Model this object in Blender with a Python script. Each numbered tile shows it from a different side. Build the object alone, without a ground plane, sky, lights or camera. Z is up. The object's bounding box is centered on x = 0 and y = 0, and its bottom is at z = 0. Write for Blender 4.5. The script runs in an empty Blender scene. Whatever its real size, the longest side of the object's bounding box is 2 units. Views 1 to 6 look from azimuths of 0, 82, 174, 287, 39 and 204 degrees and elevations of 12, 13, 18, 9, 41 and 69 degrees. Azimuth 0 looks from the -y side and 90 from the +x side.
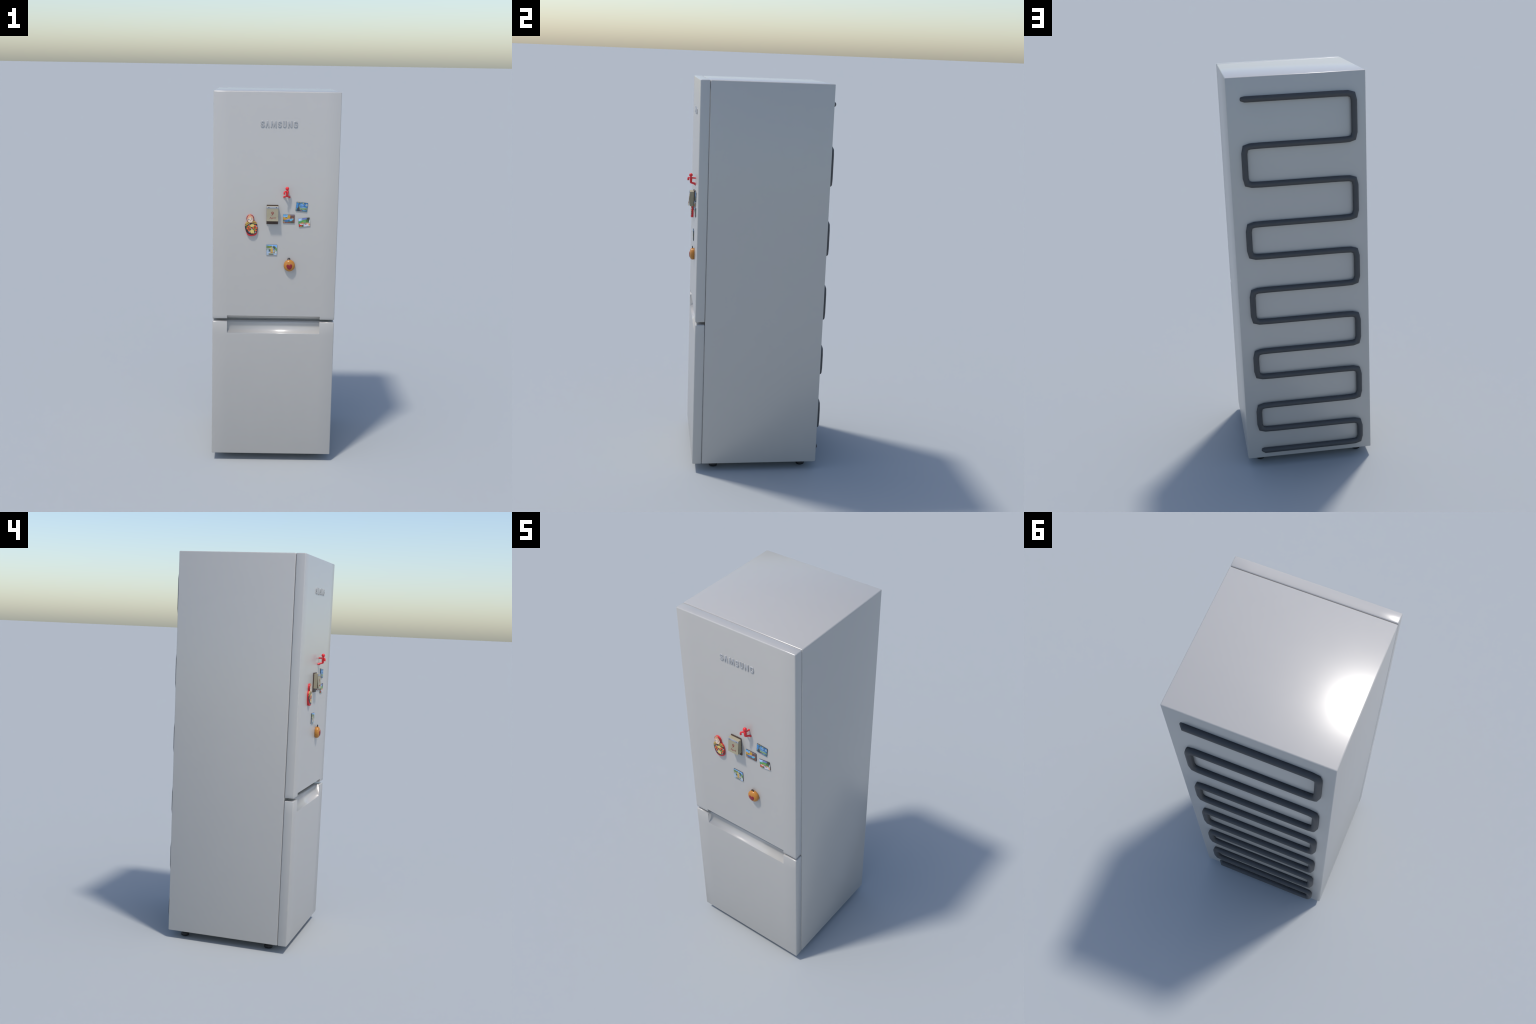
# Two-door fridge-freezer with a bottom freezer, a condenser coil on its back and a set of
# souvenir magnets on the big door.  Metres, z up, the doors face -y.
import bpy, bmesh, math
from mathutils import Vector, Matrix

# ------------------------------------------------------------------ main sizes
HALF_W = 0.3240          # half width of cabinet and doors
FRONT = -0.3155          # front plane of the doors
DOOR_BACK = -0.2685      # rear plane of the doors
CAB_FRONT = -0.2668      # front of the cabinet, a thin seam behind the doors
CAB_BACK = 0.3330
BASE_Z = 0.0397          # underside of cabinet and freezer door
TOP_Z = 2.0000
SPLIT_LO, SPLIT_HI = 0.7940, 0.8078   # gap between the two doors
GRIP_X = 0.2465          # half width of the grip recess
GRIP_LIP = 0.7275        # lower lip of the recess
NOTCH_TOP = 0.8255       # upper edge of the notch under the big door

scene = bpy.context.scene
coll = scene.collection


# ------------------------------------------------------------------ small helpers
def link(obj, parent=None):
    coll.objects.link(obj)
    if parent is not None:
        obj.parent = parent
    return obj


def mesh_obj(name, bm, mat, parent=None, smooth=True, sharp=None, keep_smooth=None):
    """Turn a bmesh into a named object; sharp = crease angle in degrees (None: all smooth)."""
    bm.normal_update()
    me = bpy.data.meshes.new(name)
    for f in bm.faces:
        f.smooth = smooth
    if sharp is not None:
        for e in bm.edges:
            if len(e.link_faces) == 2 and e.calc_face_angle(0) > math.radians(sharp):
                e.smooth = bool(keep_smooth and keep_smooth(e))
    bm.to_mesh(me)
    bm.free()
    if mat:
        me.materials.append(mat)
    return link(bpy.data.objects.new(name, me), parent)


def thing(name, label, category, loc=(0, 0, 0), rot_y=0.0):
    e = bpy.data.objects.new(name, None)
    e.empty_display_size = 0.05
    e.location = loc
    e.rotation_euler = (0, rot_y, 0)
    e["label"] = label
    e["category"] = category
    return link(e)


def box_bm(x0, x1, y0, y1, z0, z1, bevel=0.0, segments=2):
    bm = bmesh.new()
    bmesh.ops.create_cube(bm, size=1.0)
    for v in bm.verts:
        v.co = Vector(((x0 + x1) / 2 + v.co.x * (x1 - x0),
                       (y0 + y1) / 2 + v.co.y * (y1 - y0),
                       (z0 + z1) / 2 + v.co.z * (z1 - z0)))
    if bevel:
        bmesh.ops.bevel(bm, geom=list(bm.edges), offset=bevel, segments=segments,
                        profile=0.5, affect='EDGES')
    return bm


def sweep(points, radius, sides, cap=0.6, cap_len=0.0):
    """Tube through points; radius may be a list."""
    bm = bmesh.new()
    pts = [Vector(p) for p in points]
    n = len(pts)
    rad = radius if isinstance(radius, (list, tuple)) else [radius] * n
    rings = []
    ref = None
    for i, p in enumerate(pts):
        a = (pts[i] - pts[i - 1]).normalized() if i else (pts[1] - pts[0]).normalized()
        b = (pts[i + 1] - pts[i]).normalized() if i < n - 1 else a
        t = (a + b).normalized()
        stretch = 1.0 / max(0.5, t.dot(a))
        if ref is None:
            ref = Vector((0, 1, 0)) if abs(t.y) < 0.7 else Vector((0, 0, 1))
        u = (ref - t * ref.dot(t)).normalized()
        w = t.cross(u)
        bend = (b - a)
        ring = []
        for k in range(sides):
            ang = 2 * math.pi * (k + 0.5) / sides
            off = u * math.cos(ang) * rad[i] + w * math.sin(ang) * rad[i]
            if bend.length > 1e-6:
                d = bend.normalized()
                off += d * off.dot(d) * (stretch - 1)
            ring.append(bm.verts.new(p + off))
        rings.append(ring)
        ref = u
    for r0, r1 in zip(rings, rings[1:]):
        for k in range(sides):
            bm.faces.new((r0[k], r0[(k + 1) % sides], r1[(k + 1) % sides], r1[k]))
    bm.faces.new(list(reversed(rings[0])))
    bm.faces.new(rings[-1])
    bmesh.ops.recalc_face_normals(bm, faces=bm.faces)
    return bm


def catmull(pts, sub):
    out = []
    n = len(pts)
    for i in range(n - 1):
        p0, p1, p2, p3 = (Vector(pts[max(0, i - 1)]), Vector(pts[i]), Vector(pts[i + 1]), Vector(pts[min(n - 1, i + 2)]))
        for k in range(sub):
            t = k / sub
            out.append(0.5 * ((2 * p1) + (p2 - p0) * t + (2 * p0 - 5 * p1 + 4 * p2 - p3) * t * t
                              + (3 * p1 - p0 - 3 * p2 + p3) * t ** 3))
    out.append(Vector(pts[-1]))
    return out


# ------------------------------------------------------------------ materials
def lin(c):
    c /= 255.0
    return c / 12.92 if c <= 0.04045 else ((c + 0.055) / 1.055) ** 2.4


def rgb(r, g, b, gain=1.0):
    return (min(1, lin(r) * gain), min(1, lin(g) * gain), min(1, lin(b) * gain), 1.0)


def new_mat(name, color, rough=0.5, metallic=0.0, specular=0.5):
    m = bpy.data.materials.new(name)
    m.use_nodes = True
    b = m.node_tree.nodes["Principled BSDF"]
    b.inputs["Base Color"].default_value = color
    b.inputs["Roughness"].default_value = rough
    b.inputs["Metallic"].default_value = metallic
    b.inputs["Specular IOR Level"].default_value = specular
    return m


def add_grain(m, color, amount, scale, rough, rough_amount):
    """Very slight uneven tone and gloss on Object coordinates."""
    nt = m.node_tree
    b = nt.nodes["Principled BSDF"]
    tc = nt.nodes.new("ShaderNodeTexCoord")
    nz = nt.nodes.new("ShaderNodeTexNoise")
    nz.inputs["Scale"].default_value = scale
    nz.inputs["Detail"].default_value = 4
    nt.links.new(tc.outputs["Object"], nz.inputs["Vector"])
    mix = nt.nodes.new("ShaderNodeMix")
    mix.data_type = 'RGBA'
    mix.inputs["A"].default_value = tuple(c * (1 - amount) for c in color[:3]) + (1,)
    mix.inputs["B"].default_value = tuple(min(1, c * (1 + amount)) for c in color[:3]) + (1,)
    nt.links.new(nz.outputs["Fac"], mix.inputs["Factor"])
    nt.links.new(mix.outputs["Result"], b.inputs["Base Color"])
    mr = nt.nodes.new("ShaderNodeMapRange")
    mr.inputs["To Min"].default_value = rough - rough_amount
    mr.inputs["To Max"].default_value = rough + rough_amount
    nt.links.new(nz.outputs["Fac"], mr.inputs["Value"])
    nt.links.new(mr.outputs["Result"], b.inputs["Roughness"])


ENAMEL = (0.476, 0.450, 0.414, 1)
white = new_mat("white_enamel", ENAMEL, 0.28, specular=1.0)
add_grain(white, ENAMEL, 0.01, 9.0, 0.28, 0.01)
gasket_mat = new_mat("grey_gasket", (0.42, 0.42, 0.41, 1), 0.6)
letter_mat = new_mat("darker_grey_lettering", (0.41, 0.405, 0.40, 1), 0.25, specular=1.0)
coil_mat = new_mat("black_coil_paint", (0.05, 0.05, 0.052, 1), 0.55)
add_grain(coil_mat, (0.058, 0.058, 0.060, 1), 0.08, 60.0, 0.55, 0.04)
foot_mat = new_mat("black_rubber", (0.012, 0.012, 0.013, 1), 0.5)
red_plastic = new_mat("red_plastic", (0.78, 0.026, 0.034, 1), 0.35)


def printed(name, base, shapes, wobble=0.0, wobble_scale=60.0, rough=0.4, grain=0.0, grain_scale=200.0):
    """A printed picture: coloured fields laid over a base, in the piece's own x-z plane (mm).
    shape = (kind, x, z, half width, half height, angle, colour, softness)."""
    m = new_mat(name, base, rough)
    nt = m.node_tree
    N, L = nt.nodes, nt.links
    tc = N.new("ShaderNodeTexCoord")
    sc = N.new("ShaderNodeVectorMath")
    sc.operation = 'SCALE'
    sc.inputs["Scale"].default_value = 1000.0
    L.new(tc.outputs["Object"], sc.inputs[0])
    coord = sc.outputs[0]
    if wobble:
        nz = N.new("ShaderNodeTexNoise")
        nz.inputs["Scale"].default_value = wobble_scale / 1000.0
        nz.inputs["Detail"].default_value = 2
        L.new(coord, nz.inputs["Vector"])
        sub = N.new("ShaderNodeVectorMath")
        sub.operation = 'SUBTRACT'
        sub.inputs[1].default_value = (0.5, 0.5, 0.5)
        L.new(nz.outputs["Color"], sub.inputs[0])
        ma = N.new("ShaderNodeVectorMath")
        ma.operation = 'MULTIPLY_ADD'
        ma.inputs[1].default_value = (wobble, 0, wobble)
        L.new(sub.outputs[0], ma.inputs[0])
        L.new(coord, ma.inputs[2])
        coord = ma.outputs[0]
    cur = None
    for kind, x, z, hw, hh, ang, col, soft in shapes:
        mp = N.new("ShaderNodeMapping")
        mp.vector_type = 'TEXTURE'          # inverse transform: into the field's own unit frame
        mp.inputs["Location"].default_value = (x, 0, z)
        mp.inputs["Rotation"].default_value = (0, -math.radians(ang), 0)
        mp.inputs["Scale"].default_value = (hw, 1e6, hh)
        L.new(coord, mp.inputs["Vector"])
        if kind == 'ellipse':
            ln = N.new("ShaderNodeVectorMath")
            ln.operation = 'LENGTH'
            L.new(mp.outputs[0], ln.inputs[0])
            dist = ln.outputs["Value"]
        else:
            ab = N.new("ShaderNodeVectorMath")
            ab.operation = 'ABSOLUTE'
            L.new(mp.outputs[0], ab.inputs[0])
            sp = N.new("ShaderNodeSeparateXYZ")
            L.new(ab.outputs[0], sp.inputs[0])
            mx = N.new("ShaderNodeMath")
            mx.operation = 'MAXIMUM'
            L.new(sp.outputs["X"], mx.inputs[0])
            L.new(sp.outputs["Z"], mx.inputs[1])
            dist = mx.outputs[0]
        mr = N.new("ShaderNodeMapRange")
        mr.inputs["From Min"].default_value = 1.0 + soft
        mr.inputs["From Max"].default_value = 1.0 - soft
        L.new(dist, mr.inputs["Value"])
        mix = N.new("ShaderNodeMix")
        mix.data_type = 'RGBA'
        mix.inputs["A"].default_value = base
        mix.inputs["B"].default_value = col
        L.new(mr.outputs["Result"], mix.inputs["Factor"])
        if cur is not None:
            L.new(cur, mix.inputs["A"])
        cur = mix.outputs["Result"]
    if grain and cur is not None:
        nz = N.new("ShaderNodeTexNoise")
        nz.inputs["Scale"].default_value = grain_scale / 1000.0
        nz.inputs["Detail"].default_value = 3
        L.new(coord, nz.inputs["Vector"])
        mr = N.new("ShaderNodeMapRange")        # brush strokes: each channel varies on its own
        mr.data_type = 'FLOAT_VECTOR'
        mr.inputs[7].default_value = (0.3, 0.3, 0.3)
        mr.inputs[8].default_value = (0.7, 0.7, 0.7)
        mr.inputs[9].default_value = (1 - grain,) * 3
        mr.inputs[10].default_value = (1 + grain,) * 3
        L.new(nz.outputs["Color"], mr.inputs[6])
        vs = N.new("ShaderNodeVectorMath")
        vs.operation = 'MULTIPLY'
        L.new(cur, vs.inputs[0])
        L.new(mr.outputs["Vector"], vs.inputs[1])
        cur = vs.outputs[0]
    if cur is not None:
        L.new(cur, N["Principled BSDF"].inputs["Base Color"])
    return m


# ------------------------------------------------------------------ the fridge
fridge = thing("fridge_freezer", "tall white fridge freezer with two flush doors", "refrigerator")

cab = mesh_obj("cabinet", box_bm(-HALF_W, HALF_W, CAB_FRONT, CAB_BACK, BASE_Z, TOP_Z, 0.0045, 2), white, fridge)


def door_mesh(z0, z1, loops_z, grip_low=False, notch_low=False):
    """A slab whose panel lines run through the grip recess.
    grip_low: scooped grip at its upper edge; notch_low: shallow notch at its lower edge."""
    bm = bmesh.new()
    cache = {}

    def V(x, y, z):
        k = (round(x, 5), round(y, 5), round(z, 5))
        if k not in cache:
            cache[k] = bm.verts.new((x, y, z))
        return cache[k]

    xs = [-HALF_W, -GRIP_X, GRIP_X, HALF_W]
    zs = [z0] + loops_z + [z1]
    # profile of the recess in the y-z plane, from its edge on the front plane inwards
    prof = []
    if grip_low:
        # (height above the lip, depth): eased lip, sloping floor, scooped back, upright top
        scoop = [(0.0, 0.0), (0.0020, 0.0004), (0.0036, 0.0014), (0.0053, 0.0035), (0.0077, 0.0069), (0.0108, 0.0108),
                 (0.0152, 0.0150), (0.0212, 0.0191), (0.0292, 0.0225), (0.0392, 0.0246), (0.0510, 0.0252)]
        prof = [(FRONT + p.y, GRIP_LIP + p.x) for p in catmull(scoop, 2)] + [(FRONT + 0.0252, z1)]
    if notch_low:
        prof = [(FRONT, NOTCH_TOP), (FRONT + 0.012, NOTCH_TOP - 0.001), (FRONT + 0.020, NOTCH_TOP - 0.004),
                (FRONT + 0.027, z0)]
    row = (len(zs) - 2) if grip_low else (0 if notch_low else None)
    if grip_low:
        zs[-2] = prof[0][1]
    if notch_low:
        zs[1] = NOTCH_TOP
    for j in range(len(zs) - 1):
        for i in range(3):
            if not (i == 1 and j == row):
                bm.faces.new((V(xs[i], FRONT, zs[j]), V(xs[i + 1], FRONT, zs[j]),
                              V(xs[i + 1], FRONT, zs[j + 1]), V(xs[i], FRONT, zs[j + 1])))
            bm.faces.new((V(xs[i], DOOR_BACK, zs[j + 1]), V(xs[i + 1], DOOR_BACK, zs[j + 1]),
                          V(xs[i + 1], DOOR_BACK, zs[j]), V(xs[i], DOOR_BACK, zs[j])))
        for x in (-HALF_W, HALF_W):
            bm.faces.new((V(x, FRONT, zs[j]), V(x, DOOR_BACK, zs[j]), V(x, DOOR_BACK, zs[j + 1]), V(x, FRONT, zs[j + 1])))
    for zi, zz in ((0, z0), (1, z1)):
        cut = (grip_low and zi == 1) or (notch_low and zi == 0)
        for i in range(3):
            if cut:
                yd = prof[-1][0]
                if i == 1:
                    bm.faces.new((V(xs[1], yd, zz), V(xs[2], yd, zz), V(xs[2], DOOR_BACK, zz), V(xs[1], DOOR_BACK, zz)))
                elif i == 0:
                    bm.faces.new((V(xs[0], FRONT, zz), V(xs[1], FRONT, zz), V(xs[1], yd, zz),
                                  V(xs[1], DOOR_BACK, zz), V(xs[0], DOOR_BACK, zz)))
                else:
                    bm.faces.new((V(xs[2], FRONT, zz), V(xs[3], FRONT, zz), V(xs[3], DOOR_BACK, zz),
                                  V(xs[2], DOOR_BACK, zz), V(xs[2], yd, zz)))
            else:
                bm.faces.new((V(xs[i], FRONT, zz), V(xs[i + 1], FRONT, zz),
                              V(xs[i + 1], DOOR_BACK, zz), V(xs[i], DOOR_BACK, zz)))
    if prof:
        for (ya, za), (yb, zb) in zip(prof, prof[1:]):
            bm.faces.new((V(-GRIP_X, ya, za), V(GRIP_X, ya, za), V(GRIP_X, yb, zb), V(-GRIP_X, yb, zb)))
        end_z = z1 if grip_low else z0
        for x in (-GRIP_X, GRIP_X):
            bm.faces.new([V(x, y, z) for y, z in prof] + [V(x, FRONT, end_z)])
    bmesh.ops.recalc_face_normals(bm, faces=bm.faces)

    # round the outer edges of the slab
    def on_edge(e):
        a, b = e.verts[0].co, e.verts[1].co

        def both(ax, val):
            return abs(a[ax] - val) < 1e-5 and abs(b[ax] - val) < 1e-5
        px = both(0, -HALF_W) or both(0, HALF_W)
        py = both(1, FRONT) or both(1, DOOR_BACK)
        pz = both(2, z0) or both(2, z1)
        return px + py + pz >= 2

    bmesh.ops.bevel(bm, geom=[e for e in bm.edges if on_edge(e)], offset=0.0045, segments=2,
                    profile=0.5, affect='EDGES')
    return bm


big_door = mesh_obj("refrigerator_door", door_mesh(SPLIT_HI, TOP_Z, [NOTCH_TOP], notch_low=True),
                    white, fridge, sharp=50)
freezer_door = mesh_obj("freezer_door", door_mesh(BASE_Z, SPLIT_LO, [GRIP_LIP - 0.010, GRIP_LIP], grip_low=True),
                        white, fridge, sharp=50,
                        # the scoop runs softly into its end walls
                        keep_smooth=lambda e: all(v.co.y > FRONT + 0.0002 and v.co.z > GRIP_LIP and v.co.z < SPLIT_LO + 1e-4
                                                  and abs(abs(v.co.x) - GRIP_X) < 1e-4 for v in e.verts))

# door seals, set back inside the seam
for z0, z1, parent in ((SPLIT_HI, TOP_Z, big_door), (BASE_Z, SPLIT_LO, freezer_door)):
    mesh_obj("door_gasket", box_bm(-HALF_W + 0.006, HALF_W - 0.006, DOOR_BACK - 0.001, CAB_FRONT + 0.001,
                                   z0 + 0.006, z1 - 0.006), gasket_mat, parent)

# ---- condenser coil on the back: twelve level runs joined by alternating end turns
COIL_Y, COIL_R = 0.3422, 0.0143
runs = [1.900, 1.684, 1.499, 1.306, 1.143, 0.971, 0.805, 0.646, 0.507, 0.3447, 0.209, 0.086]
XP, XM = 0.2555, -0.2665           # centre lines of the two columns of end turns
path = [(0.2480, COIL_Y, runs[0])]
side = XM
for i in range(len(runs) - 1):
    za, zb = runs[i], runs[i + 1]
    s = 1 if side < 0 else -1      # direction back into the run
    h = (za - zb)
    b = min(0.034, h * 0.27)
    path += [(side + s * 0.075, COIL_Y, za), (side + s * 0.028, COIL_Y, za - 0.0012),
             (side + s * 0.0068, COIL_Y, za - 0.0078), (side + s * 0.0004, COIL_Y, za - b),
             (side + s * 0.0004, COIL_Y, zb + b), (side + s * 0.0068, COIL_Y, zb + 0.0078),
             (side + s * 0.028, COIL_Y, zb + 0.0012), (side + s * 0.075, COIL_Y, zb)]
    side = XP if side == XM else XM
path.append((0.2400, COIL_Y, runs[-1]))
# taper the two open ends
first, last = Vector(path[0]), Vector(path[-1])
dive = COIL_Y - CAB_BACK + 0.003            # both ends run into the cabinet wall
path = [tuple(first + Vector((0.007, -dive, 0)))] + [tuple(first - Vector((0.008, 0, 0)))] + path[1:-1] + \
       [tuple(last - Vector((0.008, 0, 0)))] + [tuple(last + Vector((0.007, -dive, 0)))]
radii = [COIL_R * 0.72] + [COIL_R] * (len(path) - 2) + [COIL_R * 0.72]
mesh_obj("condenser_coil", sweep(path, radii, 12), coil_mat, fridge, sharp=60)

# ---- four screw feet: a stem under the cabinet and a rounded pad
FOOT = [(0.0, 0.0), (0.0175, 0.0), (0.0212, 0.0022), (0.0226, 0.0065), (0.0226, 0.0125), (0.0205, 0.0165),
        (0.0182, 0.0185), (0.0176, 0.0205), (0.0192, 0.0235), (0.0194, 0.0300), (0.0180, 0.0330), (0.0150, 0.0340), (0.0150, 0.0440), (0.0, 0.0440)]


def lathe(profile, steps):
    bm = bmesh.new()
    rings = []
    for r, z in profile:
        if r < 1e-6:
            rings.append([bm.verts.new((0, 0, z))])
        else:
            rings.append([bm.verts.new((r * math.cos(2 * math.pi * k / steps), r * math.sin(2 * math.pi * k / steps), z))
                          for k in range(steps)])
    for a, b in zip(rings, rings[1:]):
        for k in range(steps):
            k2 = (k + 1) % steps
            if len(a) == 1:
                bm.faces.new((a[0], b[k2], b[k]))
            elif len(b) == 1:
                bm.faces.new((a[k], a[k2], b[0]))
            else:
                bm.faces.new((a[k], a[k2], b[k2], b[k]))
    bmesh.ops.recalc_face_normals(bm, faces=bm.faces)
    return bm


foot = mesh_obj("foot", lathe(FOOT, 32), foot_mat, fridge, sharp=50)
foot.location = (-0.2565, -0.203, 0)
for x, y in ((0.2565, -0.203), (-0.2565, 0.262), (0.2565, 0.262)):
    f = foot.copy()
    f.location = (x, y, 0)
    link(f, fridge)


# ------------------------------------------------------------------ lettering
def text_mesh(body, offset=0.0, extrude=0.0, bevel=0.0, res=4, shear=0.0):
    """Mesh of a text in its own plane: x right, z up, towards the viewer = -y; size about 1."""
    cu = bpy.data.curves.new("lettering", 'FONT')
    cu.body = body
    cu.offset = offset
    cu.extrude = extrude
    cu.bevel_depth = bevel
    cu.bevel_resolution = 2
    cu.resolution_u = res
    cu.shear = shear
    ob = bpy.data.objects.new("lettering", cu)
    coll.objects.link(ob)
    dg = bpy.context.evaluated_depsgraph_get()
    me = bpy.data.meshes.new_from_object(ob.evaluated_get(dg))
    bpy.data.objects.remove(ob)
    bpy.data.curves.remove(cu)
    me.transform(Matrix.Rotation(math.radians(90), 4, 'X'))
    me.materials.clear()
    return me


def fit(me, x0, x1, z0, z1, y_out, y_in):
    lo = [min(v.co[a] for v in me.vertices) for a in range(3)]
    hi = [max(v.co[a] for v in me.vertices) for a in range(3)]
    for v in me.vertices:
        v.co.x = x0 + (v.co.x - lo[0]) / (hi[0] - lo[0]) * (x1 - x0)
        v.co.z = z0 + (v.co.z - lo[2]) / (hi[2] - lo[2]) * (z1 - z0)
        d = hi[1] - lo[1]
        v.co.y = y_out + ((v.co.y - lo[1]) / d if d > 1e-6 else 0) * (y_in - y_out)


# raised maker's name on the big door: strokes of each letter in a unit box
ROUND = [(1, .78), (.91, .94), (.68, 1), (.34, 1), (.09, .94), (0, .76)]
STROKES = {
    "S": ROUND + [(.08, .62), (.36, .53), (.64, .46), (.92, .37), (1, .22), (.91, .06), (.66, 0), (.32, 0), (.09, .06), (0, .22)],
    "A": [(0, 0), (.40, 1), (.60, 1), (1, 0)],
    "M": [(0, 0), (.06, 1), (.16, 1), (.5, .06), (.84, 1), (.94, 1), (1, 0)],
    "U": [(0, 1), (0, .24), (.1, .06), (.34, 0), (.66, 0), (.9, .06), (1, .24), (1, 1)],
    "N": [(0, -.15), (.02, 1), (.10, 1), (.90, 0), (.98, 0), (1, 1.15)],
    "G": ROUND + [(0, .24), (.1, .06), (.34, 0), (.66, 0), (.9, .06), (1, .22), (1, .46), (.58, .46)],
}


def stroke_letter(pts, half, rise):
    """Pillow-shaped stroke of half width `half` along a polyline in the x-z plane, standing on y = 0."""
    bm = bmesh.new()
    P = [Vector((x, z)) for x, z in pts]
    n = len(P)
    shape = [(-1, -0.001 / rise), (-1, 0.50), (-0.90, 0.85), (-0.68, 1), (-0.50, 1), (0.50, 1), (0.68, 1), (0.90, 0.85), (1, 0.50), (1, -0.001 / rise)]
    rings = []
    for i, p in enumerate(P):
        a = (P[i] - P[i - 1]).normalized() if i else (P[1] - P[0]).normalized()
        b = (P[i + 1] - P[i]).normalized() if i < n - 1 else a
        t = (a + b).normalized()
        nrm = Vector((-t.y, t.x)) * (half / max(0.62, t.dot(a)))
        rings.append([bm.verts.new((p.x + nrm.x * u, -(rise + 0.00004 * i) * h, p.y + nrm.y * u)) for u, h in shape])
    for r0, r1 in zip(rings, rings[1:]):
        for k in range(len(shape) - 1):
            bm.faces.new((r0[k], r0[k + 1], r1[k + 1], r1[k]))
    bm.faces.new(rings[0])
    bm.faces.new(rings[-1])
    bmesh.ops.recalc_face_normals(bm, faces=bm.faces)
    return bm


word = (("S", -0.0840, -0.0640), ("A", -0.0603, -0.0388), ("M", -0.0333, -0.0024), ("S", 0.0030, 0.0226),
        ("U", 0.0283, 0.0474), ("N", 0.0540, 0.0765), ("G", 0.0835, 0.1048))
HALF_STROKE, LETTER_LOW, LETTER_HIGH = 0.0035, 1.8214, 1.8530
for glyph, xa, xb in word:
    h = HALF_STROKE
    pts = [(xa + h + x * (xb - xa - 2 * h), LETTER_LOW + (h if glyph in "SGUN" else 0) + z * (LETTER_HIGH - LETTER_LOW - (2 * h if glyph in "SGN" else h)))
           for x, z in STROKES[glyph]]
    bm = stroke_letter(pts, h, 0.0027)
    letter = mesh_obj("letter", bm, letter_mat, big_door, sharp=60)
    letter.location = (0, FRONT, 0)

# ------------------------------------------------------------------ picture magnets
plate_mat = new_mat("black_magnet_backing", (0.02, 0.02, 0.022, 1), 0.5)
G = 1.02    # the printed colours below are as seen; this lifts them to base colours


def c(r, g, b):
    return rgb(r, g, b, G)


def picture_magnet(label, cx, cz, w, h, turn, mat):
    t = thing("picture_magnet", label, "fridge magnet", (cx, FRONT, cz), math.radians(turn))
    mesh_obj("backing_plate", box_bm(-w / 2, w / 2, -0.0034, -0.0002, -h / 2, h / 2, 0.0004, 1), plate_mat, t, sharp=30)
    mesh_obj("picture", box_bm(-w / 2 + 0.0004, w / 2 - 0.0004, -0.0040, -0.0032, -h / 2 + 0.0004, h / 2 - 0.0004), mat, t, smooth=False)
    return t


night = printed("night_landscape_print", c(44, 106, 152), [
    ('box', 0, -13, 31, 5, 4, c(96, 140, 130), 0.5),
    ('ellipse', -24, 4, 8, 16, 10, c(70, 140, 200), 0.5),
    ('ellipse', -2, 8, 11, 7, 20, c(120, 165, 210), 0.5),
    ('ellipse', -4, 5, 5, 3, 20, c(52, 110, 165), 0.5),
    ('ellipse', 8, -2, 14, 2.6, 5, c(120, 165, 200), 0.5),
    ('ellipse', 23, 12, 6.5, 6.5, 0, c(130, 165, 205), 0.4),
    ('ellipse', 24, 12, 2.6, 3.6, 0, c(190, 175, 80), 0.3),
    ('ellipse', 11, 13, 2.2, 2.2, 0, c(180, 180, 95), 0.4),
    ('ellipse', 5, 19, 2.6, 2.6, 0, c(185, 185, 95), 0.4),
    ('ellipse', -7, 21, 2.4, 2.0, 0, c(170, 165, 85), 0.4),
    ('ellipse', -20, 21.5, 6, 1.8, 0, c(170, 165, 80), 0.4),
    ('box', 6, -9.5, 26, 3.4, 5, c(150, 170, 105), 0.4),
    ('box', 9, -19.5, 24, 4.5, 3, c(66, 110, 140), 0.5),
    ('ellipse', 20, -13, 7, 2.0, 12, c(70, 84, 84), 0.5),
    ('ellipse', 12, -21.5, 8, 2.0, 0, c(66, 108, 104), 0.5),
    ('ellipse', -1, -16.5, 8, 1.6, 8, c(78, 104, 90), 0.5),
    ('ellipse', -12, -5, 4, 5, 0, c(140, 156, 92), 0.5),
    ('ellipse', 15, -18, 8, 2.2, 5, c(110, 150, 190), 0.5),
    ('ellipse', -2, -21, 4, 1.5, 0, c(165, 95, 115), 0.5),
    ('ellipse', -17, -15, 6.5, 13, -6, c(58, 62, 72), 0.2),
    ('ellipse', -16.5, 3, 2.0, 17, -2, c(66, 72, 82), 0.25),
    ('box', -9, -21, 5, 2.6, 0, c(50, 54, 66), 0.3),
], wobble=7.0, wobble_scale=150, grain=0.42, grain_scale=420)

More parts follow.
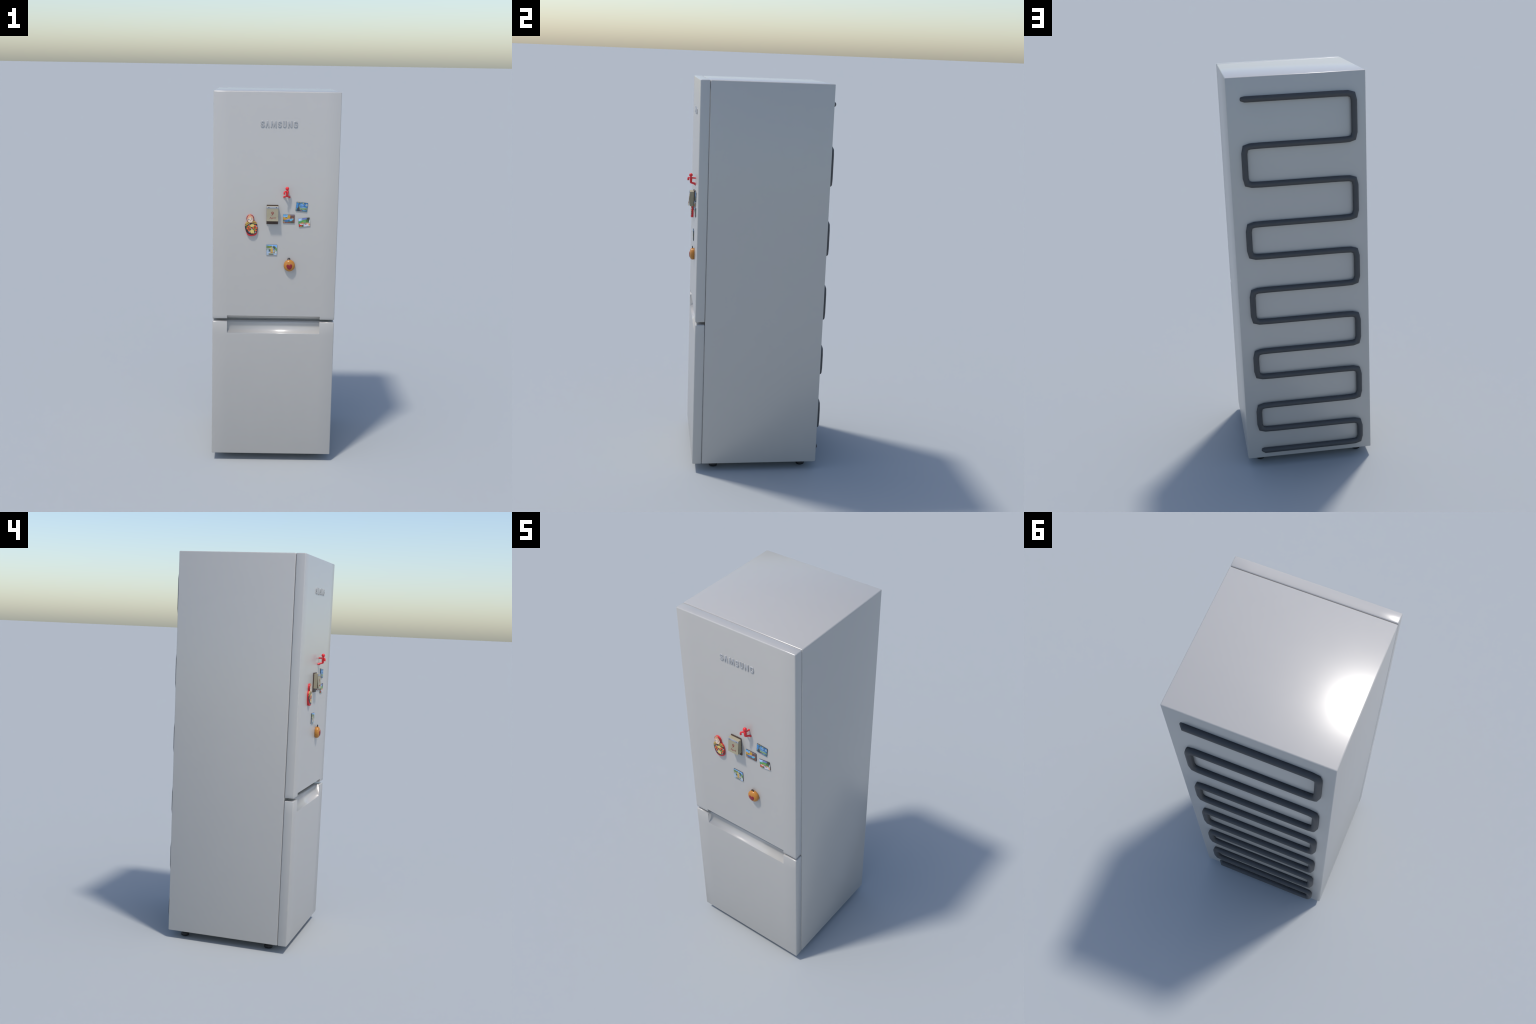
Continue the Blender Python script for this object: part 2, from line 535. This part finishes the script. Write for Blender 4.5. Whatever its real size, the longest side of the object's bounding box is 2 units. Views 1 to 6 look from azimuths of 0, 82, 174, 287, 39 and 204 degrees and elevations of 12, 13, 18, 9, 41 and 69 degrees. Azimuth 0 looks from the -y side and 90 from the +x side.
rest = printed("warm_field_print", c(112, 76, 66), [
    ('box', -17, 14, 15, 9.5, 0, c(150, 185, 222), 0.35),
    ('box', -20, 19, 12, 4, 0, c(92, 172, 220), 0.5),
    ('ellipse', -20, 1, 14, 7, -8, c(206, 152, 50), 0.2),
    ('box', 0, 11, 7, 10.5, -15, c(200, 150, 48), 0.15),
    ('ellipse', -3, 0.5, 10, 4, 0, c(196, 160, 62), 0.3),
    ('ellipse', -14, 6, 4.5, 3, 10, c(70, 106, 74), 0.35),
    ('ellipse', 13, 20, 16, 2, 0, c(140, 132, 140), 0.5),
    ('ellipse', -2, -7.5, 21, 7.0, 12, c(96, 104, 158), 0.2),
    ('ellipse', -8, -11.5, 16, 6, 6, c(62, 108, 152), 0.25),
    ('ellipse', 2, -12, 8, 3, 6, c(48, 112, 116), 0.4),
    ('ellipse', -2, -3, 11, 2.2, 14, c(146, 148, 198), 0.4),
    ('ellipse', 15, -4, 11, 5.2, 32, c(92, 178, 214), 0.2),
    ('ellipse', 20, 2, 3.0, 3.8, 0, c(196, 138, 76), 0.25),
    ('ellipse', 6, -2.5, 3, 2.2, 0, c(196, 160, 146), 0.3),
    ('ellipse', -25, -17.5, 6, 2.2, 0, c(198, 144, 102), 0.3),
    ('ellipse', -27, -10, 2.4, 4.5, 0, c(90, 134, 104), 0.4),
    ('ellipse', 0, -20.5, 14, 2.0, 0, c(146, 82, 48), 0.5),
    ('ellipse', 17, -18, 6.5, 3, 0, c(56, 90, 72), 0.3),
], wobble=4.5, wobble_scale=130, grain=0.36, grain_scale=360)

town = printed("hill_town_print", c(74, 108, 66), [
    ('box', -18, 17, 13, 9, 0, c(176, 205, 240), 0.3),
    ('ellipse', 6, 17, 17, 7, 0, c(112, 124, 186), 0.25),
    ('ellipse', 10, 13, 7, 2.5, 0, c(120, 118, 132), 0.5),
    ('ellipse', 0, 5, 17, 8, -6, c(92, 160, 72), 0.3),
    ('ellipse', -24, 1, 9, 7, 20, c(80, 152, 84), 0.3),
    ('ellipse', 2, 1.5, 9, 2.6, 0, c(130, 168, 124), 0.5),
    ('ellipse', 22, 12, 8.5, 12, 0, c(58, 62, 52), 0.25),
    ('ellipse', 14, 7, 4.5, 8, 10, c(70, 118, 62), 0.4),
    ('ellipse', 19, -3, 5, 7, 10, c(84, 130, 56), 0.3),
    ('ellipse', 28, 4, 3.2, 8, -4, c(206, 210, 224), 0.25),
    ('box', 12, -15, 18, 9, 6, c(205, 206, 214), 0.3),
    ('box', -15, -8.5, 10, 3.5, 0, c(205, 206, 214), 0.3),
    ('ellipse', -10, -3.5, 9, 3.2, 0, c(206, 124, 62), 0.25),
    ('ellipse', -6, -9, 1.8, 4, 0, c(112, 148, 88), 0.4),
    ('ellipse', 6, -8.5, 6, 5, 20, c(168, 112, 128), 0.4),
    ('ellipse', 13, -6.5, 6, 2.6, 10, c(222, 150, 104), 0.35),
    ('ellipse', 24, -12, 5.5, 7, 0, c(224, 172, 134), 0.35),
    ('ellipse', 26, -15, 2, 3, 0, c(196, 118, 110), 0.5),
    ('box', -22, -16, 7.5, 6, -22, c(204, 44, 44), 0.2),
    ('ellipse', -9, -18, 4.5, 4.5, 0, c(78, 74, 70), 0.4),
    ('ellipse', -17, -21.5, 6, 2.4, 0, c(116, 152, 66), 0.4),
], wobble=6.0, wobble_scale=160, grain=0.42, grain_scale=400)

park = printed("gold_fountain_print", c(168, 184, 202), [
    ('box', 0, 22, 29, 7, 0, c(128, 178, 226), 0.1),
    ('box', -8, 14, 21, 7.5, -4, c(100, 118, 60), 0.2),
    ('ellipse', -22, 16, 4.5, 6, 0, c(106, 138, 84), 0.5),
    ('ellipse', -12, 15, 5, 4.5, 0, c(132, 142, 58), 0.5),
    ('ellipse', 14, 11, 9, 8, -30, c(72, 80, 66), 0.25),
    ('box', -14, 6, 13, 4, 0, c(156, 156, 154), 0.3),
    ('box', -12, 0, 15, 3, 0, c(82, 118, 64), 0.3),
    ('box', -8, -5, 13, 4.5, 0, c(72, 90, 92), 0.4),
    ('box', 13, -1, 3, 12, 22, c(66, 122, 182), 0.3),
    ('ellipse', 23, 4, 5, 11, 22, c(110, 150, 78), 0.3),
    ('ellipse', -20, -4.5, 5, 8, 0, c(164, 184, 198), 0.35),
    ('box', 3.5, 16, 1.2, 12, 0, c(180, 196, 212), 0.4),
    ('ellipse', -1.5, 10, 2.0, 8, 5, c(196, 154, 80), 0.3),
    ('ellipse', -3.5, 8.5, 4.4, 4.4, 0, c(212, 188, 102), 0.25),
    ('ellipse', 6, 5.5, 2.2, 6, -25, c(196, 160, 90), 0.35),
    ('ellipse', 0.5, -2.5, 6.8, 10, 0, c(204, 166, 88), 0.2),
    ('ellipse', 16, -7, 2.8, 6.5, 8, c(196, 166, 84), 0.25),
    ('ellipse', 13, -14.5, 4, 2.4, 0, c(78, 86, 98), 0.4),
    ('ellipse', 1, -14, 8.5, 4, 8, c(188, 140, 74), 0.3),
    ('ellipse', -9, -18, 4, 2.6, 0, c(180, 150, 92), 0.4),
    ('ellipse', 22, -14.5, 5, 3, 0, c(208, 210, 196), 0.4),
    ('box', -1, -20, 15, 2.2, 0, c(146, 158, 130), 0.4),
    ('box', -2, -25, 12.5, 3.2, 0, c(108, 112, 104), 0.3),
], wobble=2.0, wobble_scale=160, grain=0.30, grain_scale=420)

picture_magnet("small blue night landscape picture magnet", 0.1355, 1.4149, 0.0592, 0.0467, 5.6, night)
picture_magnet("small picture magnet with ochre field and blue shape", 0.0697, 1.3515, 0.0597, 0.0445, 0.6, rest)
picture_magnet("small picture magnet with green hill town", 0.1502, 1.3343, 0.0590, 0.0453, -6.3, town)
picture_magnet("square picture magnet of a golden fountain", -0.0160, 1.1855, 0.0555, 0.0548, 0.3, park)

# ------------------------------------------------------------------ nesting doll magnet
doll = thing("nesting_doll_magnet", "painted nesting doll magnet in red and black", "fridge magnet",
             (-0.1255, FRONT, 1.3155), math.radians(-7.3))
# half widths (mm) up the height (mm): base, belly, neck, head
DOLL = [(-57.0, 2), (-56.6, 8), (-55, 15), (-51, 21.5), (-45, 25.5), (-36, 28.5), (-24, 31), (-12, 32.5), (-2, 32.3), (8, 30), (14, 26.5),
        (18.5, 22), (22, 19.3), (26, 18.8), (31, 19.3), (37, 19.6), (43, 18.4), (48, 15.6), (52.5, 11), (55.5, 6), (56.8, 2)]


def plaque(profile, layers):
    """Symmetric outline lofted towards the viewer: layers = (y, inset)."""
    right = [(w, z) for z, w in profile]
    loop = right + [(-w, z) for w, z in reversed(right)]
    cz = sum(p[1] for p in loop) / len(loop)
    bm = bmesh.new()
    rings = []
    for y, inset in layers:
        ring = []
        for i, (x, z) in enumerate(loop):
            a, b = loop[i - 1], loop[(i + 1) % len(loop)]
            t = Vector((b[0] - a[0], b[1] - a[1])).normalized()
            nrm = Vector((t.y, -t.x))
            ring.append(bm.verts.new(((x - nrm.x * inset) / 1000, y / 1000, (z - nrm.y * inset) / 1000)))
        rings.append(ring)
    n = len(loop)
    for r0, r1 in zip(rings, rings[1:]):
        for i in range(n):
            bm.faces.new((r0[i], r0[(i + 1) % n], r1[(i + 1) % n], r1[i]))
    half = len(right)
    for ring, flip in ((rings[-1], False), (rings[0], True)):
        for i in range(half - 1):
            q = (ring[i], ring[i + 1], ring[n - 2 - i], ring[n - 1 - i])
            bm.faces.new(tuple(reversed(q)) if flip else q)
    bmesh.ops.recalc_face_normals(bm, faces=bm.faces)
    return bm


doll_line = [(p.x, p.y) for p in catmull(DOLL, 3)]
mesh_obj("doll_body", plaque(doll_line, [(-0.2, 0.6), (-1.5, 0), (-7.6, 0)]), red_plastic, doll, sharp=60)
orange = c(232, 92, 44)
cream = c(222, 196, 112)
leaf = c(108, 146, 58)
lilac = c(176, 176, 192)
ink = c(44, 42, 46)
doll_print = printed("doll_paint", c(206, 34, 44), [
    ('box', 0, 12, 40, 30, 0, ink, 0.02),
    ('ellipse', 1.5, -14, 33.5, 36, 0, ink, 0.02),
    ('box', 0, 42, 30, 22, 0, c(140, 38, 46), 0.02),
    ('ellipse', -21, 15, 11, 4.5, 28, c(176, 156, 66), 0.2),
    ('ellipse', 24, 15, 13, 4.5, -26, c(176, 156, 66), 0.2),
    ('box', -18, 11, 13, 1.6, 32, c(140, 62, 52), 0.3),
    ('box', 20, 13, 13, 1.6, -26, c(140, 62, 52), 0.3),
    ('box', -17, 8, 15, 1.9, 28, c(192, 168, 72), 0.25),
    ('box', 19, 9.5, 16, 1.9, -18, c(192, 168, 72), 0.25),
    ('ellipse', 0, 17, 8, 4.5, 0, c(146, 34, 46), 0.15),
    ('ellipse', 0, 53, 7, 3, 0, c(206, 150, 100), 0.4),
    ('ellipse', 0, 33.5, 16.2, 16.2, 0, c(222, 164, 132), 0.05),
    ('ellipse', -0.2, 29.5, 14.2, 14.5, 0, c(228, 206, 178), 0.08),
    ('ellipse', -8.0, 43.5, 5.0, 8.5, -38, c(222, 164, 132), 0.15),
    ('ellipse', 8.0, 43.5, 5.0, 8.5, 38, c(222, 164, 132), 0.15),
    ('ellipse', -8.2, 32, 3.4, 2.5, 0, c(88, 108, 134), 0.3),
    ('ellipse', 7.6, 33.2, 3.4, 2.5, 0, c(88, 104, 124), 0.3),
    ('ellipse', 0.4, 24.6, 2.9, 1.5, 0, c(190, 82, 98), 0.3),
    ('ellipse', -9.2, 26.4, 2.4, 1.9, 0, c(234, 160, 138), 0.5),
    ('ellipse', 9.8, 27.2, 2.0, 2.4, 0, c(234, 160, 138), 0.5),
    ('ellipse', 3, -17, 24, 19, 0, c(58, 72, 48), 0.4),
    ('ellipse', 6, -1.5, 11.5, 7.5, 0, cream, 0.15),
    ('ellipse', 2, -32, 10, 11, 0, cream, 0.15),
    ('ellipse', 10, -41, 3.6, 3.0, 0, cream, 0.3),
    ('ellipse', 16, -24, 5, 4, 30, leaf, 0.4),
    ('ellipse', -8.5, -7.5, 3, 3, 0, leaf, 0.4),
    ('ellipse', 20, -19, 3.5, 2.6, 0, leaf, 0.4),
    ('ellipse', -22.5, -6, 3.5, 3, 0, leaf, 0.4),
    ('ellipse', 21.7, -4.4, 5.3, 5.3, 0, orange, 0.1),
    ('ellipse', -13.8, -4.1, 5.2, 4.6, 0, orange, 0.1),
    ('ellipse', -6.4, -13.0, 5.0, 4.6, 0, orange, 0.1),
    ('ellipse', 10.9, -14.1, 5.4, 5.0, 0, orange, 0.1),
    ('ellipse', 26, -16.6, 5.2, 5.6, 0, orange, 0.1),
    ('ellipse', -19.9, -14.4, 5.2, 5.2, 0, orange, 0.1),
    ('ellipse', -13.8, -24.8, 5.2, 5.2, 0, orange, 0.1),
    ('ellipse', 21.2, -29.3, 5.4, 5.0, 0, orange, 0.1),
    ('ellipse', -8.6, 3.2, 2.6, 2.6, 0, lilac, 0.3),
    ('ellipse', 29.5, -8.5, 3.0, 3.0, 0, lilac, 0.3),
    ('ellipse', 0.9, -18.2, 2.6, 2.6, 0, lilac, 0.3),
    ('ellipse', -12.8, -33.4, 3.4, 3.0, 0, lilac, 0.3),
    ('ellipse', 19.4, -38.5, 2.6, 2.6, 0, lilac, 0.3),
    ('ellipse', 1.1, -41.0, 2.2, 2.2, 0, c(206, 48, 44), 0.3),
], wobble=1.6, wobble_scale=220, rough=0.35)


def dome(profile, y_rim, rise, steps):
    """Painted front: rises from the rim to a rounded ridge along the doll's axis."""
    bm = bmesh.new()
    rings = []
    for i in range(steps + 1):
        a = 0.5 * math.pi * i / steps
        sx, h = math.cos(a), math.sin(a) ** 0.8
        ring = []
        for sign in (1, -1):
            for z, w in (profile if sign > 0 else list(reversed(profile))):
                ring.append(bm.verts.new((sign * max(w * sx, 0.02) / 1000, -(y_rim + rise * h) / 1000, z * (0.93 + 0.07 * sx) / 1000)))
        rings.append(ring)
    n = len(rings[0])
    for r0, r1 in zip(rings, rings[1:]):
        for k in range(n):
            bm.faces.new((r0[k], r0[(k + 1) % n], r1[(k + 1) % n], r1[k]))
    half = n // 2
    top = rings[-1]
    for i in range(half - 1):
        bm.faces.new((top[i], top[i + 1], top[n - 2 - i], top[n - 1 - i]))
    bmesh.ops.recalc_face_normals(bm, faces=bm.faces)
    return bm


mesh_obj("painted_front", dome(doll_line, 7.4, 5.6, 8), doll_print, doll, sharp=70)

# ------------------------------------------------------------------ tear-off calendar magnet
cal = thing("calendar_magnet", "small tear-off calendar block on a brown board", "fridge magnet", (-0.0157, FRONT, 1.3725))
wood = new_mat("dark_brown_board", (0.05, 0.028, 0.02, 1), 0.5)
nt = wood.node_tree
wv = nt.nodes.new("ShaderNodeTexNoise")
wv.inputs["Scale"].default_value = 40
mp = nt.nodes.new("ShaderNodeMapping")
mp.inputs["Scale"].default_value = (6, 1, 0.6)
tc = nt.nodes.new("ShaderNodeTexCoord")
rp = nt.nodes.new("ShaderNodeValToRGB")
rp.color_ramp.elements[0].color = (0.028, 0.017, 0.013, 1)
rp.color_ramp.elements[1].color = (0.085, 0.042, 0.026, 1)
nt.links.new(tc.outputs["Object"], mp.inputs["Vector"])
nt.links.new(mp.outputs[0], wv.inputs["Vector"])
nt.links.new(wv.outputs["Fac"], rp.inputs["Fac"])
nt.links.new(rp.outputs["Color"], nt.nodes["Principled BSDF"].inputs["Base Color"])
paper = new_mat("old_paper", (0.36, 0.315, 0.21, 1), 0.6)
add_grain(paper, (0.36, 0.315, 0.21, 1), 0.06, 50, 0.6, 0.02)
paper_edge = new_mat("paper_block_edges", (0.36, 0.315, 0.21, 1), 0.7)
nt = paper_edge.node_tree
wv = nt.nodes.new("ShaderNodeTexWave")      # the leaves of the block
wv.bands_direction = 'Y'
wv.inputs["Scale"].default_value = 260
wv.inputs["Distortion"].default_value = 1.0
tc = nt.nodes.new("ShaderNodeTexCoord")
mx = nt.nodes.new("ShaderNodeMix")
mx.data_type = 'RGBA'
mx.inputs["A"].default_value = (0.32, 0.28, 0.185, 1)
mx.inputs["B"].default_value = (0.40, 0.35, 0.24, 1)
nt.links.new(tc.outputs["Object"], wv.inputs["Vector"])
nt.links.new(wv.outputs["Fac"], mx.inputs["Factor"])
nt.links.new(mx.outputs["Result"], nt.nodes["Principled BSDF"].inputs["Base Color"])
metal = new_mat("metal_strip", (0.55, 0.57, 0.62, 1), 0.3, 0.85)
dark_metal = new_mat("dark_rivet", (0.02, 0.02, 0.025, 1), 0.4, 0.5)
red_ink = new_mat("red_ink", (0.25, 0.035, 0.03, 1), 0.6)

mesh_obj("backing_board", box_bm(-0.0302, 0.0298, -0.0050, -0.0002, -0.0502, 0.0508, 0.0006, 1), wood, cal, sharp=30)
mesh_obj("paper_block", box_bm(-0.0300, 0.0300, -0.0245, -0.0048, -0.0300, 0.0455, 0.0004, 1), paper_edge, cal, sharp=30)
mesh_obj("metal_strip", box_bm(-0.0303, 0.0303, -0.0262, -0.0243, 0.0352, 0.0448, 0.0004, 1), metal, cal, sharp=30)
for x in (-0.0190, 0.0190):
    bm = lathe([(0.0, 0.0), (0.0024, 0.0), (0.0022, 0.0008), (0.0013, 0.0013), (0.0, 0.0015)], 16)
    bm.transform(Matrix.Rotation(math.radians(90), 4, 'X'))
    r = mesh_obj("rivet", bm, dark_metal, cal, sharp=50)
    r.location = (x, -0.0261, 0.0402)


def page_y(z):
    """The loose top leaf leaves the block below the strip and curls outwards at its lower edge."""
    t = max(0.0, (0.036 - z) / 0.066)
    return -0.0250 - 0.0075 * t * t - 0.0010 * math.sin(math.pi * min(1, t * 1.4))


bm = bmesh.new()
steps = 24
cols = []
for i in range(steps + 1):
    z = 0.036 - 0.066 * i / steps
    y = page_y(z)
    cols.append([bm.verts.new((x, y + d, z)) for x in (-0.0298, 0.0298) for d in (0, 0.0004)])
for a, b in zip(cols, cols[1:]):
    for p, q in ((0, 2), (2, 3), (3, 1), (1, 0)):
        bm.faces.new((a[p], a[q], b[q], b[p]))
bm.faces.new((cols[0][0], cols[0][1], cols[0][3], cols[0][2]))
bm.faces.new((cols[-1][0], cols[-1][2], cols[-1][3], cols[-1][1]))
bmesh.ops.recalc_face_normals(bm, faces=bm.faces)
leaf_page = mesh_obj("calendar_leaf", bm, paper, cal, sharp=40)

for body, x0, x1, z0, z1, off in (("9", -0.0067, 0.0063, -0.0010, 0.0188, 0.012), ("April", -0.0150, 0.0155, -0.0205, -0.0085, 0.006)):
    me = text_mesh(body, offset=off, extrude=0.01, shear=0.12 if body == "9" else 0.0)
    bmt = bmesh.new()
    bmt.from_mesh(me)
    bmt.to_mesh(me)
    bmt.free()
    fit(me, x0, x1, z0, z1, -0.0003, 0.0002)
    for v in me.vertices:
        v.co.y += page_y(v.co.z)
    me.materials.append(red_ink)
    link(bpy.data.objects.new("printed_date", me), leaf_page)

# ------------------------------------------------------------------ little climbing figure
fig = thing("figure_magnet", "tiny red climbing figure hook magnet", "fridge magnet", (0.058, FRONT, 1.4725))


def local(p):
    return Vector(p) - Vector((0.058, FRONT, 1.4725))


bm = bmesh.new()
bmesh.ops.create_uvsphere(bm, u_segments=28, v_segments=18, radius=0.0094)
bmesh.ops.transform(bm, matrix=Matrix.Translation(local((0.0577, -0.3395, 1.5115))), verts=bm.verts)
mesh_obj("head", bm, red_plastic, fig)


def limb(name, pts, rad, sides=14):
    return mesh_obj(name, sweep([local(p) for p in pts], rad, sides), red_plastic, fig, sharp=50)


limb("torso", [(0.0585, -0.3395, 1.5065), (0.0588, -0.3395, 1.5025), (0.0588, -0.3393, 1.5000), (0.0585, -0.3393, 1.4965),
               (0.0580, -0.3390, 1.4850), (0.0578, -0.3385, 1.4735), (0.0578, -0.3382, 1.4712)],
     [0.0030, 0.0034, 0.0062, 0.0078, 0.0066, 0.0060, 0.0042])
limb("arm", [(0.0560, -0.3400, 1.4965), (0.0500, -0.3460, 1.4968), (0.0455, -0.3498, 1.4965), (0.0432, -0.3520, 1.4940), (0.0428, -0.3525, 1.4890), (0.0428, -0.3522, 1.4825)],
     [0.0038, 0.0038, 0.0039, 0.0044, 0.0045, 0.0046])
limb("arm", [(0.0600, -0.3390, 1.4965), (0.0618, -0.3300, 1.4972), (0.0630, -0.3154, 1.4970)], [0.0040, 0.0038, 0.0042])
limb("leg", [(0.0592, -0.3390, 1.4725), (0.0622, -0.3330, 1.4712), (0.0665, -0.3230, 1.4685), (0.0710, -0.3154, 1.4640)], [0.0044, 0.0044, 0.0046, 0.0054])
limb("leg", [(0.0568, -0.3390, 1.4725), (0.0535, -0.3330, 1.4712), (0.0480, -0.3230, 1.4690), (0.0420, -0.3154, 1.4645)], [0.0044, 0.0042, 0.0042, 0.0050])

# ------------------------------------------------------------------ round pendant magnet
orb = thing("pendant_magnet", "round orange pendant magnet with red heart", "fridge magnet", (0.0780, FRONT, 1.1040))
amber = new_mat("amber_plastic", (0.50, 0.20, 0.028, 1), 0.25)
add_grain(amber, (0.50, 0.20, 0.028, 1), 0.05, 40, 0.25, 0.02)
RX, RY, RZ, CY = 0.0298, 0.0165, 0.0310, -0.0080


def orb_point(lon, lat, out=0.0):
    """Slightly boxy flattened ball; lon/lat measured about the viewing axis (-y)."""
    e = 0.82
    def s(v): return math.copysign(abs(v) ** e, v)
    r = math.sin(lat)
    return Vector(((RX + out) * s(r) * math.cos(lon), CY - (RY + out) * s(math.cos(lat)), (RZ + out) * s(r) * math.sin(lon)))


bm = bmesh.new()
nl, nm = 48, 22
LAT_END = math.radians(122)
rings = [[bm.verts.new(orb_point(0, 0))]]
for j in range(1, nm + 1):
    rings.append([bm.verts.new(orb_point(2 * math.pi * k / nl, LAT_END * j / nm)) for k in range(nl)])
for v in rings[-1]:
    v.co.y = min(v.co.y, -0.0001)
for a, b in zip(rings, rings[1:]):
    for k in range(nl):
        k2 = (k + 1) % nl
        if len(a) == 1:
            bm.faces.new((a[0], b[k], b[k2]))
        else:
            bm.faces.new((a[k], b[k], b[k2], a[k2]))
bm.faces.new(rings[-1])
bmesh.ops.recalc_face_normals(bm, faces=bm.faces)
for v in bm.verts:
    v.co.y = min(v.co.y, -0.0001)
mesh_obj("pendant_ball", bm, amber, orb, sharp=50)


def front_y(x, z):
    q = math.sqrt((x / RX) ** 2 + (z / RZ) ** 2)
    e = 0.82
    rr = min(0.999, q ** (1 / e))
    return CY - RY * (math.cos(math.asin(rr)) ** e)


heart_mat = new_mat("red_enamel_heart", (0.27, 0.012, 0.022, 1), 0.3)
bm = bmesh.new()
ang0, hs = math.radians(6), 0.0150
# right half of the heart from notch to tip, unit size; the left half mirrors it
HEART = [(0.0, 0.52), (0.20, 0.76), (0.52, 0.92), (0.84, 0.80), (1.0, 0.45), (0.93, 0.0), (0.72, -0.45), (0.40, -0.84), (0.0, -1.0)]
right = [(p.x, p.y) for p in catmull(HEART, 3)]
unit = right + [(-x, z) for x, z in reversed(right[1:-1])]
cx0, cz0 = -0.0003, -0.0040
outline = [(cx0 + hs * (x * math.cos(ang0) - z * math.sin(ang0)), cz0 + hs * (x * math.sin(ang0) + z * math.cos(ang0))) for x, z in unit]
count = len(outline)
layers = [(1.0, 0.0008), (1.0, -0.0008), (0.9, -0.0014), (0.6, -0.0016), (0.3, -0.0017)]
hr = [[bm.verts.new((cx0 + (x - cx0) * s, front_y(cx0 + (x - cx0) * s, cz0 + (z - cz0) * s) + dy, cz0 + (z - cz0) * s)) for x, z in outline]
      for s, dy in layers]
for a, b in zip(hr, hr[1:]):
    for k in range(count):
        bm.faces.new((a[k], a[(k + 1) % count], b[(k + 1) % count], b[k]))
bm.faces.new(hr[-1])
bm.faces.new(list(reversed(hr[0])))
bmesh.ops.recalc_face_normals(bm, faces=bm.faces)
mesh_obj("heart", bm, heart_mat, orb, sharp=50)

black_metal = new_mat("black_metal_loop", (0.025, 0.026, 0.03, 1), 0.4)
lp = []
for k in range(13):
    a = math.pi * k / 12
    lp.append((-0.0030 + 0.0050 * -math.copysign(abs(math.cos(a)) ** 0.6, math.cos(a)), -0.0095, 0.0325 + 0.0065 * math.sin(a) ** 0.6 if 0 < k < 12 else 0.0325))
lp = [(lp[0][0], -0.0095, 0.0265)] + lp + [(lp[-1][0], -0.0095, 0.0265)]
mesh_obj("hanging_loop", sweep(lp, 0.0024, 10), black_metal, orb, sharp=50)
